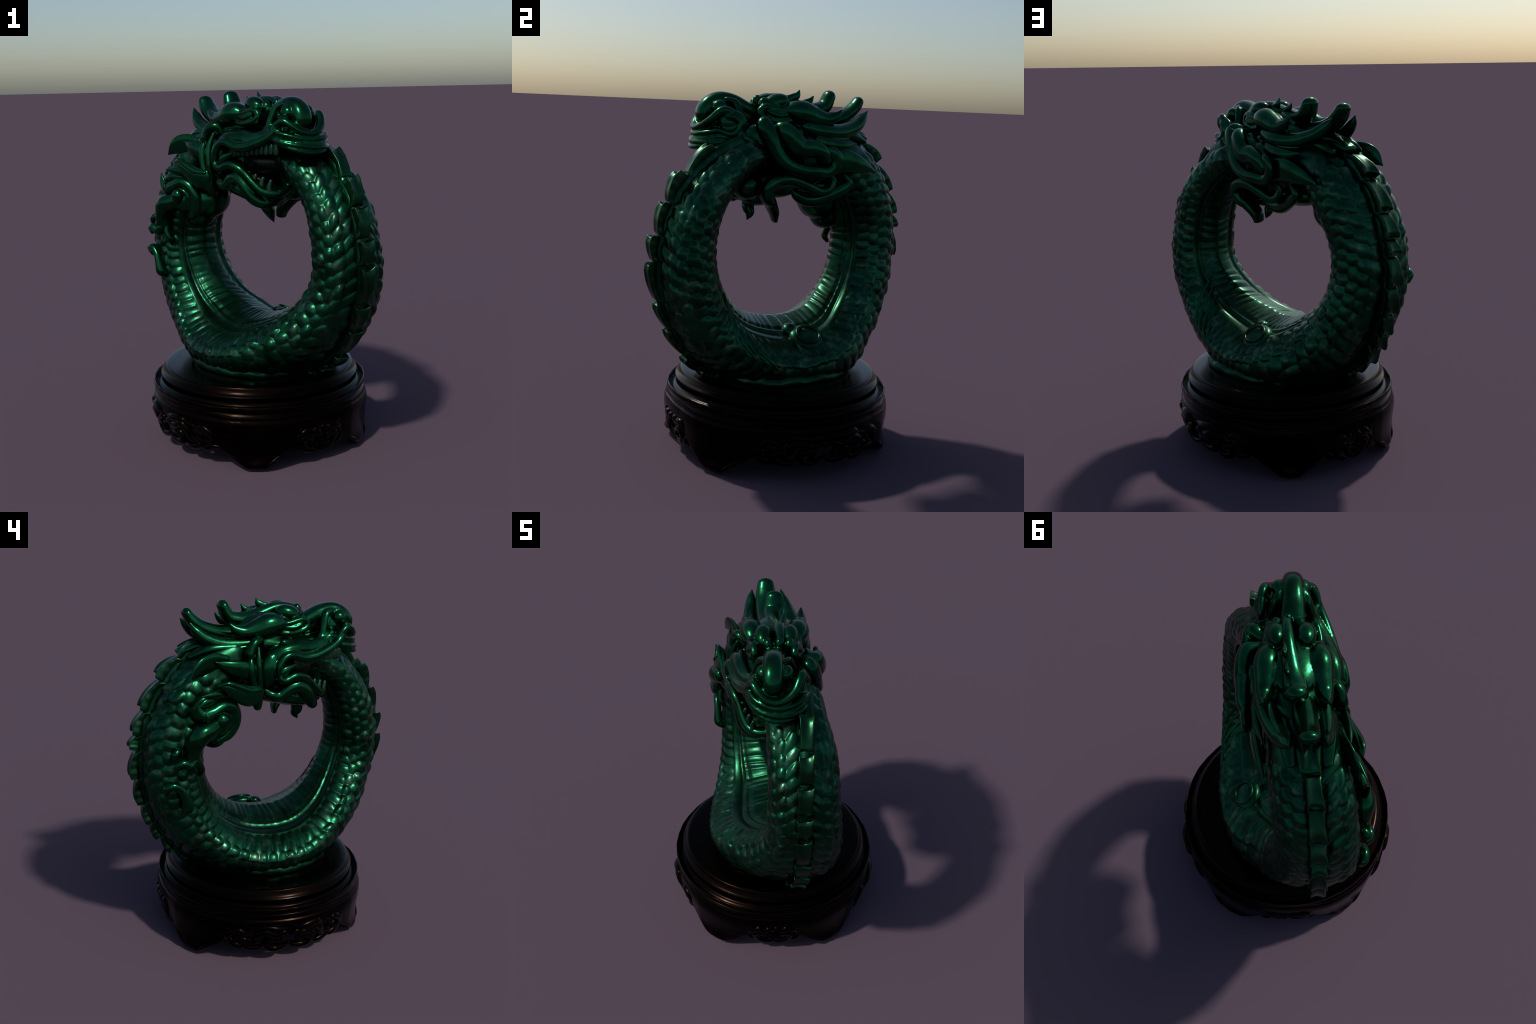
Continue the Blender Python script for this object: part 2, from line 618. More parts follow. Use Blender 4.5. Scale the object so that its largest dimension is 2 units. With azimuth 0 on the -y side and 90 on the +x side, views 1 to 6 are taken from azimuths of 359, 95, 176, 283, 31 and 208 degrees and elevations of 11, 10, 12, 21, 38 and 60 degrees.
finish("seat", seat(), JADE_BODY, dragon)

# ---- dorsal keel and its row of plates
def back_point(phi, lift):
    """On the mid-line of the back, lifted by `lift` away from the ring centre."""
    r = prof(phi, R_OUT) + lift
    a = np.radians(phi)
    n = np.interp(phi, [-150, -127, -113, -90, -60, -45, 0, 45, 60, 90, 120, 140, 160],
                  [-0.055, -0.09, -0.103, -0.122, -0.132, -0.125, 0.01, 0.14, 0.158, 0.158, 0.163, 0.165, 0.16])
    return np.array([CH + r * np.sin(a), n, CZ - r * np.cos(a)])


def keel(lo, hi):
    ph = np.linspace(lo, hi, 30)
    pts = [back_point(p, -0.012) for p in ph]
    return tube_geo(pts, [(0.055, 0.032)] + [(0.06, 0.045)] * 4 + [(0.05, 0.03)], up=(0, 1, 0), seg=90, sides=22)


def keel2(lo, hi):
    # section: a low wedge whose long axis lies along the ring normal
    ph = np.linspace(lo, hi, 80)
    v, f = [], []
    sec = [(-0.044, -0.03), (-0.040, 0.0), (-0.036, 0.012), (-0.032, 0.030), (0, 0.036), (0.032, 0.030), (0.036, 0.012), (0.040, 0.0), (0.044, -0.03)]
    ns = len(sec)
    for p in ph:
        for dn, l in sec:
            q = back_point(p, l)
            v.append(q + np.array([0, dn, 0]))
    for i in range(len(ph) - 1):
        for j in range(ns):
            k = (j + 1) % ns
            f.append((i * ns + j, i * ns + k, (i + 1) * ns + k, (i + 1) * ns + j))
    f.append(tuple(range(ns)))
    f.append(tuple((len(ph) - 1) * ns + j for j in range(ns)))
    return np.array(v), f


keel_obj = finish("dorsal_ridge", merge(keel2(-158, -38), keel2(36, 152)), JADE_BODY, dragon)


def plate(lo, hi, tip):
    """A saddle-backed plate from angle lo to its raised free end hi (in the tail direction)."""
    nl, nw = 20, 17
    v, f = [], []
    w0 = 0.043 + rng.uniform(-0.003, 0.003)
    skew = rng.uniform(-0.025, 0.025)
    tip += rng.uniform(-0.005, 0.008)
    for layer in (0, 1):
        for i in range(nl):
            t = i / (nl - 1)
            lift = 0.030 + (tip - 0.030) * (math.sin(min(1, t * 1.15) * math.pi / 2) ** 0.8) - 0.006 * max(0, t - 0.85) / 0.15
            lift -= 0.03 * max(0, 0.12 - t) / 0.12
            for j in range(nw):
                s = -1 + 2 * j / (nw - 1)
                hollow = 0.016 * math.sin(t * math.pi / 2) ** 1.5 * (s * s - 0.45)
                edge = -0.006 * abs(s) ** 8
                wid = w0 * (0.93 - 0.10 * math.sin(t * math.pi) + 0.10 * t ** 3 + 0.03 * math.sin(9 * t + 40 * w0 + s) + 0.025 * math.sin(23 * t + skew * 300))
                ph = lo + (hi - lo) * (t + (0.10 * s * s - 0.05) * t ** 3) + skew * 20 * s * t
                l = lift + hollow + edge
                if layer:
                    l = min(l - 0.03, 0.028)
                q = back_point(ph, l)
                v.append(q + np.array([0, wid * s, 0]))
    m = nl * nw
    for layer in (0, 1):
        for i in range(nl - 1):
            for j in range(nw - 1):
                a = layer * m + i * nw + j
                q = (a, a + 1, a + nw + 1, a + nw)
                f.append(q if not layer else q[::-1])
    for i in range(nl - 1):
        for j in (0, nw - 1):
            a = i * nw + j
            f.append((a, a + nw, m + a + nw, m + a))
    for j in range(nw - 1):
        for i in (0, nl - 1):
            a = i * nw + j
            f.append((a, a + 1, m + a + 1, m + a))
    return np.array(v), f


def add_plates(edges, tips):
    for (lo, hi), tip in zip(zip(edges[:-1], edges[1:]), tips):
        o = finish("dorsal_plate", plate(lo, hi, tip), JADE_FIN, keel_obj)
        b = o.modifiers.new("soft_edge", "BEVEL")
        b.width, b.segments, b.limit_method, b.angle_limit = 0.004, 2, "ANGLE", math.radians(50)


add_plates([-150, -138.5, -126.8, -113.1, -102.8, -96.7, -85, -73.5, -64.4, -57.0, -48.2, -40],
           [0.066, 0.074, 0.076, 0.078, 0.072, 0.078, 0.07, 0.07, 0.065, 0.06, 0.05])
add_plates([30, 38, 47.5, 61, 72.2, 87.8, 97.9, 110.6, 123, 139],
           [0.05, 0.055, 0.055, 0.055, 0.07, 0.066, 0.073, 0.08, 0.07])

# ================================================================ HEAD
def E(c, r, **k):
    return blob_geo(c, r, **k)


carved = []


def c_tube(name, pts, rad, **k):
    carved.append((name, tube_geo(pts, rad, **k)))


def c_blob(name, c, r, **k):
    carved.append((name, blob_geo(c, r, nu=40, nv=24, **k)))


carved.append(("head", merge(
    E((-0.06, -0.01, 1.775), (0.24, 0.14, 0.10)),
    E((-0.30, -0.045, 1.69), (0.22, 0.12, 0.12), tilt=(0, -25, 0)),
    tube_geo([(-0.05, 0, 1.765), (0.12, 0, 1.745), (0.24, 0, 1.735), (0.36, 0, 1.75), (0.43, 0, 1.775)],
             [(0.16, 0.085), (0.155, 0.06), (0.135, 0.05), (0.12, 0.055), (0.09, 0.045)], seg=60, sides=40),
    E((0.0, 0.0, 1.86), (0.19, 0.13, 0.065)),
    E((-0.03, 0.17, 1.655), (0.09, 0.06, 0.10)),
    E((0.22, 0.145, 1.735), (0.11, 0.055, 0.075)),
    E((-0.10, 0.01, 1.60), (0.16, 0.14, 0.12)),
    tube_geo([(0.15, 0, 1.82), (0.24, 0, 1.83), (0.31, 0, 1.85), (0.38, 0, 1.865)], [(0.06, 0.06), (0.052, 0.055), (0.05, 0.05), (0.045, 0.04)]),
)))
# nose: a roll that climbs from the bridge, curls over and tucks under
c_tube("nose", [(0.20, 0, 1.850), (0.268, -0.003, 1.882), (0.338, -0.006, 1.908), (0.412, -0.008, 1.913), (0.470, -0.008, 1.882), (0.488, -0.008, 1.836), (0.458, -0.008, 1.797)],
       [(0.035, 0.062), (0.04, 0.058), (0.046, 0.055), (0.048, 0.052), (0.046, 0.051), (0.042, 0.049), (0.03, 0.044)], up=(0, 1, 0), seg=60, sides=32, power=0.85)
for s in (-1, 1):
    c_blob("nostril", (0.428, s * 0.060, 1.880), (0.044, 0.036, 0.040), tilt=(0, 20, 0))
    c_tube("nostril_roll", [(0.385, s * 0.055, 1.925), (0.345, s * 0.072, 1.905), (0.325, s * 0.088, 1.85), (0.308, s * 0.105, 1.79), (0.26, s * 0.135, 1.757), (0.16, s * 0.168, 1.768), (0.05, s * 0.178, 1.783)],
           [0.012, 0.02, 0.024, 0.024, 0.023, 0.022, 0.016], seg=60)
    k = 1 if s < 0 else 0.9
    # swelling cheek between the nostril roll and the lip
    c_tube("cheek", [(0.37, s * 0.095, 1.80), (0.31, s * 0.118, 1.757), (0.22, s * 0.16 * k, 1.738), (0.12, s * 0.185 * k, 1.742), (0.04, s * 0.198 * k, 1.73), (-0.03, s * 0.19 * k, 1.69)],
           [0.025, 0.036, 0.038, 0.044, 0.044, 0.042], seg=60, sides=24)
    c_tube("upper_lip", [(0.45, s * 0.108, 1.852), (0.432, s * 0.122, 1.812), (0.402, s * 0.140, 1.768), (0.338, s * 0.168, 1.731), (0.25, s * 0.197 * k, 1.702), (0.165, s * 0.215 * k, 1.697),
                         (0.085, s * 0.238 * k, 1.722), (0.035, s * 0.252 * k, 1.708), (0.008, s * 0.262 * k, 1.665), (0.006, s * 0.262 * k, 1.615)],
           [0.016, 0.02, 0.022, 0.024, 0.025, 0.025, 0.022, 0.019, 0.018, 0.014], seg=90)
    c_tube("brow", [(0.075, s * 0.110, 1.872), (0.035, s * 0.117, 1.874), (-0.02, s * 0.125, 1.868), (-0.09, s * 0.130, 1.848), (-0.16, s * 0.140, 1.838), (-0.215, s * 0.147, 1.858), (-0.25, s * 0.149, 1.892)],
           [(0.035, 0.03), (0.056, 0.055), (0.064, 0.066), (0.056, 0.058), (0.042, 0.042), (0.026, 0.028), (0.006, 0.006)], seg=60, sides=28)
    c_blob("brow_bulge", (0.115, s * 0.070 + 0.010, 1.918), (0.075, 0.048, 0.046), tilt=(0, 14, 0))
    c_tube("eyelid", [(0.02, s * 0.12, 1.886), (0.09, s * 0.128, 1.874), (0.15, s * 0.122, 1.886), (0.19, s * 0.110, 1.890), (0.218, s * 0.105, 1.862), (0.19, s * 0.118, 1.834), (0.11, s * 0.132, 1.818), (0.03, s * 0.137, 1.828)],
           [0.012, 0.017, 0.017, 0.020, 0.021, 0.020, 0.018, 0.012], seg=70)
    c_tube("eyelid", [(0.05, s * 0.134, 1.856), (0.12, s * 0.139, 1.850), (0.165, s * 0.132, 1.862), (0.182, s * 0.122, 1.874)], [0.009, 0.013, 0.013, 0.008], seg=30)
    c_blob("forehead_knob", (0.185, s * 0.055 + 0.022, 1.905), (0.032, 0.028, 0.036))
c_blob("forehead_knob", (0.200, 0.024, 1.918), (0.028, 0.024, 0.036))
c_blob("cheek_ball", (-0.035, -0.215, 1.64), (0.054, 0.04, 0.095), tilt=(0, 8, 0))
c_blob("muzzle_pad", (0.40, 0.012, 1.748), (0.125, 0.135, 0.062))


# moustache band: stacked, smile-shaped ridges wrapping the front of the upper lip
def ridge_path(k):
    pts = []
    for a in np.linspace(-116, 62, 13):
        b = math.radians(a)
        e = (abs(a) / 116) ** 1.25 if a < 0 else 0.0
        h = 0.396 + (0.152 - 0.005 * k) * math.cos(b)
        n = 0.018 + 0.144 * math.sin(b)
        z = (1.672 + 0.0245 * k) * (1 - e) + (1.765 + 0.011 * k) * e + (0.012 * (a / 62) ** 2 if a > 0 else 0.0)
        z += 0.0045 * math.sin(a * 0.045 + 1.7 * k)
        pts.append((h, n, z))
    # on the right the ridges wind up into a whorl round the raised lip corner
    g = 1 - 0.165 * k
    for dh, n, dz in ((0.01, 0.158, -0.098), (-0.055, 0.163, -0.07), (-0.09, 0.163, -0.01), (-0.075, 0.16, 0.045), (-0.02, 0.155, 0.075), (0.03, 0.145, 0.072)):
        pts.append((0.405 + dh * g, n - 0.012 + 0.006 * k, 1.785 + dz * g + 0.004 * k))
    return pts


for k in range(4):
    t = 0.9 + 0.12 * math.sin(k * 2.3)
    c_tube("moustache_ridge", ridge_path(k), [0.007, (0.016, 0.010)] + [(0.026 * t, 0.0155 * t)] * 8 + [(0.017, 0.014)] * 3 + [0.010], seg=120, sides=18)
# the uppermost fold: arched at the left, dipping under the nose, curling up at the right
c_tube("moustache_ridge", [(0.395, -0.140, 1.785), (0.43, -0.128, 1.82), (0.462, -0.106, 1.838), (0.495, -0.080, 1.815), (0.522, -0.04, 1.782), (0.53, 0.01, 1.772), (0.52, 0.06, 1.785), (0.488, 0.105, 1.82), (0.445, 0.13, 1.862), (0.405, 0.142, 1.862), (0.375, 0.148, 1.83), (0.39, 0.15, 1.80)],
       [0.010, 0.018, (0.024, 0.02), (0.026, 0.02), (0.026, 0.019), (0.026, 0.019), (0.026, 0.02), (0.026, 0.022), 0.024, 0.022, 0.018, 0.012], seg=110, sides=20)
c_blob("moustache_ridge", (0.392, 0.128, 1.802), (0.056, 0.034, 0.056))
c_blob("nose", (0.395, -0.004, 1.835), (0.085, 0.078, 0.07))

head = fuse_split(carved, JADE_HEAD, dragon, voxel=0.0055, smooth=3)

# eyes under the brows
for s in (-1, 1):
    blob("eye", head, (0.128, s * 0.112, 1.864), (0.034, 0.03, 0.022), nu=24, nv=14)

# lower jaw with its wavy lip and jowl roll
carved = []
carved.append(("lower_jaw", merge(
    tube_geo([(-0.12, -0.06, 1.55), (0.0, -0.065, 1.50), (0.12, -0.055, 1.46), (0.22, -0.05, 1.437), (0.30, -0.05, 1.43)],
             [(0.12, 0.08), (0.145, 0.08), (0.135, 0.07), (0.115, 0.06), (0.06, 0.035)], seg=60, sides=40),
    E((0.17, 0.01, 1.405), (0.10, 0.075, 0.045)),
    E((0.10, 0.08, 1.49), (0.15, 0.08, 0.08)),
    E((-0.08, 0.07, 1.54), (0.14, 0.07, 0.08)),
    E((-0.20, 0.03, 1.475), (0.17, 0.115, 0.065)),
    E((0.265, 0.085, 1.475), (0.085, 0.08, 0.075)),
    E((0.31, 0.012, 1.60), (0.085, 0.045, 0.13)),
)))
c_tube("lower_lip", [(0.006, -0.262, 1.62), (0.016, -0.26, 1.592), (0.05, -0.25, 1.582), (0.115, -0.235, 1.602), (0.173, -0.212, 1.584), (0.21, -0.19, 1.553), (0.255, -0.17, 1.507), (0.30, -0.14, 1.464),
                     (0.338, -0.085, 1.452), (0.345, -0.025, 1.466), (0.325, 0.02, 1.51), (0.30, 0.05, 1.60), (0.31, 0.06, 1.68)],
       [0.012, 0.018, 0.021, 0.024, 0.025, 0.024, 0.024, 0.025, 0.025, 0.023, 0.02, 0.018, 0.014], seg=120)
c_tube("jowl_roll", [(-0.05, -0.20, 1.515), (-0.02, -0.207, 1.492), (0.03, -0.202, 1.484), (0.09, -0.20, 1.523), (0.145, -0.195, 1.532), (0.195, -0.185, 1.492), (0.235, -0.165, 1.43), (0.265, -0.12, 1.398), (0.285, -0.05, 1.402)],
       [0.022, 0.033, 0.036, 0.038, 0.038, 0.037, 0.034, 0.030, 0.024], seg=90, sides=24)
jaw = fuse_split(carved, JADE_HEAD, dragon, voxel=0.0055, smooth=3)
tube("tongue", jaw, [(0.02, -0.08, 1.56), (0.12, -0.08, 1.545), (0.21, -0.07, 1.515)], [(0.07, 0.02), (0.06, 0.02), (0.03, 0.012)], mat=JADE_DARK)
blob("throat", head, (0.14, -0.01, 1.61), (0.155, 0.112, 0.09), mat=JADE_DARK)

# teeth: a close row of square upper teeth, short stubs below, one fang at the corner
for s in (-1, 1):
    for i in range(10):
        t = i / 9
        h = 0.125 + 0.285 * t
        n = s * (0.203 - 0.082 * t ** 1.2) * (1 if s < 0 else 0.88)
        zt = 1.672 + 0.006 * math.sin(t * 3) + 0.020 * t
        blob("upper_tooth", head, (h, n, zt), (0.0175, 0.011, 0.030 + 0.003 * (i % 2)), power=0.6, nu=24, nv=14, mat=JADE_TOOTH)
for i in range(6):
    t = i / 5
    h = 0.13 + 0.20 * t
    n = -0.200 + 0.085 * t ** 1.4
    zt = 1.575 - 0.085 * t
    tube("lower_tooth", jaw, [(h, n, zt - 0.03), (h, n, zt), (h + 0.008, n + 0.004, zt + 0.014 + 0.016 * t)], [0.0155, 0.0155, 0.011], seg=12, sides=14, mat=JADE_TOOTH)
tube("fang", jaw, [(0.015, -0.24, 1.60), (0.05, -0.238, 1.632), (0.115, -0.22, 1.662)], [(0.012, 0.024), (0.014, 0.026), (0.004, 0.006)], seg=20)

# horns
tube("front_horn", head, [(0.20, 0.032, 1.926), (0.14, 0.03, 1.938), (0.07, 0.027, 1.934), (0.0, 0.021, 1.913), (-0.08, 0.011, 1.888), (-0.155, 0.0, 1.884), (-0.215, 0, 1.905), (-0.246, 0, 1.962)],
     [(0.02, 0.018), (0.027, 0.024), (0.034, 0.032), (0.043, 0.038), (0.053, 0.042), (0.060, 0.042), (0.060, 0.040), (0.050, 0.034)], up=(0.3, 0, 1), seg=70, sides=28)
tube("rear_horn", head, [(-0.12, -0.02, 1.815), (-0.22, -0.035, 1.815), (-0.31, -0.045, 1.83), (-0.39, -0.05, 1.865), (-0.438, -0.05, 1.905), (-0.463, -0.05, 1.94)],
     [(0.055, 0.045), (0.06, 0.045), (0.06, 0.044), (0.058, 0.04), (0.054, 0.036), (0.046, 0.03)], up=(0.3, 0, 1), seg=60, sides=28)
tube("crest_spike", head, [(0.06, 0.038, 1.925), (0.01, 0.045, 1.94), (-0.022, 0.05, 1.958), (-0.037, 0.051, 1.988)], [(0.014, 0.024), (0.014, 0.024), (0.013, 0.02), (0.002, 0.003)], seg=30)
tube("crest_spike", head, [(-0.02, 0.036, 1.90), (-0.07, 0.038, 1.915), (-0.108, 0.038, 1.932), (-0.13, 0.038, 1.96)], [(0.014, 0.024), (0.014, 0.022), (0.013, 0.018), (0.002, 0.003)], seg=30)


# mane locks swept back from the head
def lock(pts, rad, name="mane_lock", seg=44, sides=20, up=(0, 0, 1), parent=None, **k):
    return tube(name, parent or head, pts, rad, seg=seg, sides=sides, up=up, **k)


lock([(-0.06, -0.125, 1.775), (-0.16, -0.13, 1.765), (-0.28, -0.138, 1.774), (-0.375, -0.138, 1.808), (-0.435, -0.133, 1.858), (-0.463, -0.13, 1.90)],
     [(0.035, 0.04), (0.042, 0.044), (0.042, 0.042), (0.037, 0.037), (0.026, 0.026), (0.003, 0.003)], seg=56, sides=26)
lock([(-0.05, 0.14, 1.79), (-0.14, 0.14, 1.772), (-0.26, 0.112, 1.770), (-0.375, 0.076, 1.802), (-0.44, 0.05, 1.852), (-0.479, 0.038, 1.892)],
     [(0.045, 0.045), (0.055, 0.05), (0.052, 0.046), (0.043, 0.04), (0.028, 0.028), (0.003, 0.003)], seg=56, sides=26)
lock([(-0.10, -0.155, 1.755), (-0.20, -0.16, 1.75), (-0.30, -0.16, 1.745), (-0.38, -0.165, 1.715)], [(0.018, 0.024), (0.02, 0.026), (0.018, 0.022), (0.003, 0.004)])
lock([(-0.10, -0.165, 1.70), (-0.20, -0.17, 1.712), (-0.30, -0.175, 1.705), (-0.37, -0.18, 1.67)], [(0.018, 0.024), (0.02, 0.026), (0.018, 0.022), (0.003, 0.004)])
# left leaf-shaped locks
lock([(-0.12, -0.225, 1.625), (-0.20, -0.247, 1.652), (-0.28, -0.257, 1.68), (-0.355, -0.256, 1.710)], [(0.022, 0.055), (0.022, 0.054), (0.018, 0.036), (0.003, 0.003)], up=(0.4, 0, 1))
lock([(-0.27, -0.20, 1.70), (-0.36, -0.23, 1.70), (-0.44, -0.266, 1.68), (-0.502, -0.293, 1.630)], [(0.014, 0.03), (0.015, 0.055), (0.014, 0.05), (0.003, 0.003)], up=(0.3, 0, 1))
lock([(-0.10, -0.25, 1.51), (-0.17, -0.277, 1.515), (-0.25, -0.297, 1.552), (-0.31, -0.312, 1.582), (-0.352, -0.32, 1.592)], [(0.022, 0.055), (0.026, 0.06), (0.024, 0.048), (0.016, 0.027), (0.003, 0.004)], up=(0.4, 0, 1))
lock([(-0.10, -0.268, 1.545), (-0.17, -0.294, 1.552), (-0.235, -0.312, 1.580), (-0.30, -0.325, 1.606), (-0.357, -0.325, 1.595)], [0.012, 0.016, 0.016, 0.013, 0.004])
lock([(-0.28, -0.26, 1.53), (-0.36, -0.30, 1.54), (-0.45, -0.338, 1.548)], [(0.018, 0.03), (0.016, 0.026), (0.002, 0.002)])
# strap-like ear on the left: arched knob on top, two vertical bars, knob below
lock([(-0.07, -0.165, 1.765), (-0.09, -0.188, 1.80), (-0.12, -0.210, 1.795), (-0.146, -0.224, 1.765), (-0.154, -0.232, 1.73), (-0.142, -0.232, 1.70)], [0.018, 0.026, 0.027, 0.026, 0.024, 0.014], name="ear")
lock([(-0.150, -0.233, 1.715), (-0.154, -0.247, 1.67), (-0.144, -0.252, 1.60), (-0.125, -0.248, 1.54), (-0.108, -0.236, 1.50)], [0.014, 0.022, 0.022, 0.020, 0.012], name="ear", up=(1, 0, 0))
lock([(-0.10, -0.205, 1.76), (-0.105, -0.232, 1.69), (-0.098, -0.240, 1.60), (-0.098, -0.236, 1.53), (-0.105, -0.23, 1.47), (-0.10, -0.215, 1.435)], [0.012, 0.017, 0.018, 0.020, 0.029, 0.025], name="ear", up=(1, 0, 0))

# right side: thick whisker lobes, scroll and beard curls
lock([(0.19, 0.15, 1.80), (0.225, 0.185, 1.795), (0.20, 0.205, 1.74), (0.175, 0.212, 1.68), (0.12, 0.218, 1.61), (0.03, 0.22, 1.573), (-0.06, 0.222, 1.565), (-0.13, 0.224, 1.56), (-0.178, 0.23, 1.585), (-0.188, 0.235, 1.635), (-0.155, 0.235, 1.668), (-0.115, 0.232, 1.66)],
     [(0.035, 0.03), (0.05, 0.045), (0.05, 0.046), (0.046, 0.046), (0.042, 0.05), (0.04, 0.05), (0.037, 0.042), (0.032, 0.026), (0.032, 0.019), (0.032, 0.016), (0.032, 0.016), (0.024, 0.011)],
     name="whisker", seg=110, sides=26, up=(0, 1, 0), power=0.9)
lock([(0.14, 0.16, 1.79), (0.125, 0.21, 1.775), (0.085, 0.23, 1.735), (0.04, 0.235, 1.69), (-0.03, 0.235, 1.687), (-0.09, 0.238, 1.668), (-0.13, 0.23, 1.625)],
     [(0.035, 0.03), (0.046, 0.05), (0.048, 0.056), (0.048, 0.056), (0.042, 0.05), (0.036, 0.04), (0.024, 0.03)], name="whisker", seg=70, sides=26)
lock([(0.108, 0.104, 1.292), (0.118, 0.112, 1.335), (0.155, 0.14, 1.39), (0.190, 0.172, 1.425), (0.200, 0.19, 1.470), (0.155, 0.198, 1.508), (0.07, 0.198, 1.518), (-0.03, 0.188, 1.487), (-0.12, 0.178, 1.452), (-0.18, 0.178, 1.463), (-0.205, 0.175, 1.51), (-0.18, 0.18, 1.54)],
     [(0.012, 0.034), (0.024, 0.042), (0.03, 0.048), (0.036, 0.050), (0.038, 0.046), (0.036, 0.042), (0.033, 0.036), (0.029, 0.03), (0.026, 0.024), (0.022, 0.018), (0.02, 0.014), (0.012, 0.008)],
     name="beard", seg=110, sides=28, up=(0, 1, 0), parent=jaw, power=0.85)
lock([(0.022, 0.135, 1.452), (-0.01, 0.125, 1.428), (-0.07, 0.115, 1.405), (-0.15, 0.12, 1.412), (-0.24, 0.14, 1.445), (-0.315, 0.152, 1.492), (-0.285, 0.16, 1.54)],
     [(0.012, 0.010), (0.028, 0.026), (0.038, 0.034), (0.042, 0.034), (0.038, 0.028), (0.028, 0.022), (0.010, 0.008)], name="beard", seg=70, up=(0, 1, 0.2), parent=jaw)
lock([(-0.15, 0.18, 1.62), (-0.26, 0.185, 1.622), (-0.36, 0.172, 1.60), (-0.43, 0.157, 1.58), (-0.486, 0.143, 1.562)], [(0.024, 0.075), (0.024, 0.065), (0.02, 0.048), (0.013, 0.027), (0.002, 0.002)])
lock([(-0.10, 0.175, 1.72), (-0.17, 0.18, 1.705), (-0.26, 0.172, 1.70), (-0.352, 0.150, 1.713)], [(0.026, 0.04), (0.026, 0.04), (0.022, 0.03), (0.002, 0.003)])
lock([(-0.10, 0.16, 1.75), (-0.18, 0.155, 1.74), (-0.25, 0.14, 1.735), (-0.31, 0.13, 1.74)], [(0.026, 0.024), (0.026, 0.026), (0.022, 0.022), (0.004, 0.006)])
# chin beard
lock([(0.19, -0.06, 1.39), (0.20, -0.04, 1.35), (0.198, -0.022, 1.315), (0.213, -0.016, 1.282)], [(0.036, 0.036), (0.032, 0.034), (0.022, 0.026), (0.004, 0.004)], name="beard", seg=26, up=(1, 0, 0), parent=jaw)
# hair pads at the back of the skull, lying on the neck
lock([(-0.28, -0.05, 1.77), (-0.40, -0.055, 1.768), (-0.51, -0.06, 1.735)], [(0.065, 0.035), (0.062, 0.034), (0.05, 0.02)])
for s in (-1, 1):
    lock([(-0.22, -0.05 + s * 0.09, 1.76), (-0.36, -0.055 + s * 0.09, 1.757), (-0.47, -0.06 + s * 0.08, 1.72)], [(0.045, 0.034), (0.045, 0.034), (0.03, 0.016)])

# ================================================================ FORELEG (left flank, behind the jaw)
leg = fuse("foreleg", [
    E((-0.325, -0.20, 1.39), (0.115, 0.11, 0.115), tilt=(0, 20, 0)),
    E((-0.35, -0.27, 1.37), (0.08, 0.06, 0.075)),
    E((-0.29, -0.14, 1.375), (0.115, 0.13, 0.115)),
    E((-0.345, -0.17, 1.285), (0.08, 0.10, 0.085)),
    tube_geo([(-0.33, -0.26, 1.39), (-0.40, -0.325, 1.36), (-0.46, -0.345, 1.335), (-0.495, -0.345, 1.27), (-0.505, -0.345, 1.21)], [0.055, 0.052, 0.058, 0.048, 0.042]),
], JADE_HEAD, dragon, voxel=0.006, smooth=5)
blob("knee_knob", leg, (-0.335, -0.325, 1.40), (0.042, 0.034, 0.044))
lock([(-0.484, -0.352, 1.526), (-0.478, -0.345, 1.47), (-0.445, -0.335, 1.437), (-0.385, -0.325, 1.457), (-0.322, -0.30, 1.478), (-0.262, -0.27, 1.445), (-0.245, -0.25, 1.37), (-0.28, -0.25, 1.30), (-0.34, -0.255, 1.265)],
     [(0.003, 0.003), (0.016, 0.032), (0.028, 0.04), (0.028, 0.034), (0.03, 0.034), (0.034, 0.036), (0.036, 0.038), (0.032, 0.034), (0.018, 0.02)], name="leg_flame", seg=80, parent=leg, up=(1, 0, 0))
lock([(-0.40, -0.315, 1.415), (-0.345, -0.315, 1.44), (-0.295, -0.295, 1.42), (-0.285, -0.28, 1.375), (-0.31, -0.28, 1.34)], [0.008, 0.014, 0.015, 0.014, 0.008], name="leg_flame", seg=50, parent=leg)
lock([(-0.505, -0.335, 1.25), (-0.50, -0.355, 1.20), (-0.525, -0.37, 1.175), (-0.56, -0.38, 1.195), (-0.59, -0.38, 1.185), (-0.60, -0.372, 1.16)], [0.032, 0.032, 0.026, 0.023, 0.021, 0.014], name="claw", parent=leg)
lock([(-0.49, -0.33, 1.22), (-0.47, -0.335, 1.17), (-0.45, -0.325, 1.13), (-0.46, -0.31, 1.10)], [0.024, 0.022, 0.02, 0.012], name="claw", parent=leg)
lock([(-0.655, -0.345, 1.02), (-0.65, -0.36, 1.05), (-0.61, -0.365, 1.062), (-0.57, -0.362, 1.03), (-0.548, -0.36, 0.98), (-0.535, -0.352, 0.93), (-0.525, -0.335, 0.915)], [0.018, 0.024, 0.024, 0.022, 0.025, 0.035, 0.03], name="claw", parent=leg)

lock([(-0.30, -0.24, 1.46), (-0.37, -0.285, 1.50), (-0.43, -0.315, 1.50), (-0.475, -0.335, 1.475)], [(0.014, 0.03), (0.018, 0.034), (0.016, 0.026), (0.003, 0.004)], name="leg_flame", parent=leg)
lock([(-0.57, -0.325, 1.235), (-0.585, -0.345, 1.255), (-0.605, -0.36, 1.24), (-0.612, -0.36, 1.205)], [0.014, 0.02, 0.019, 0.01], name="claw", parent=leg)

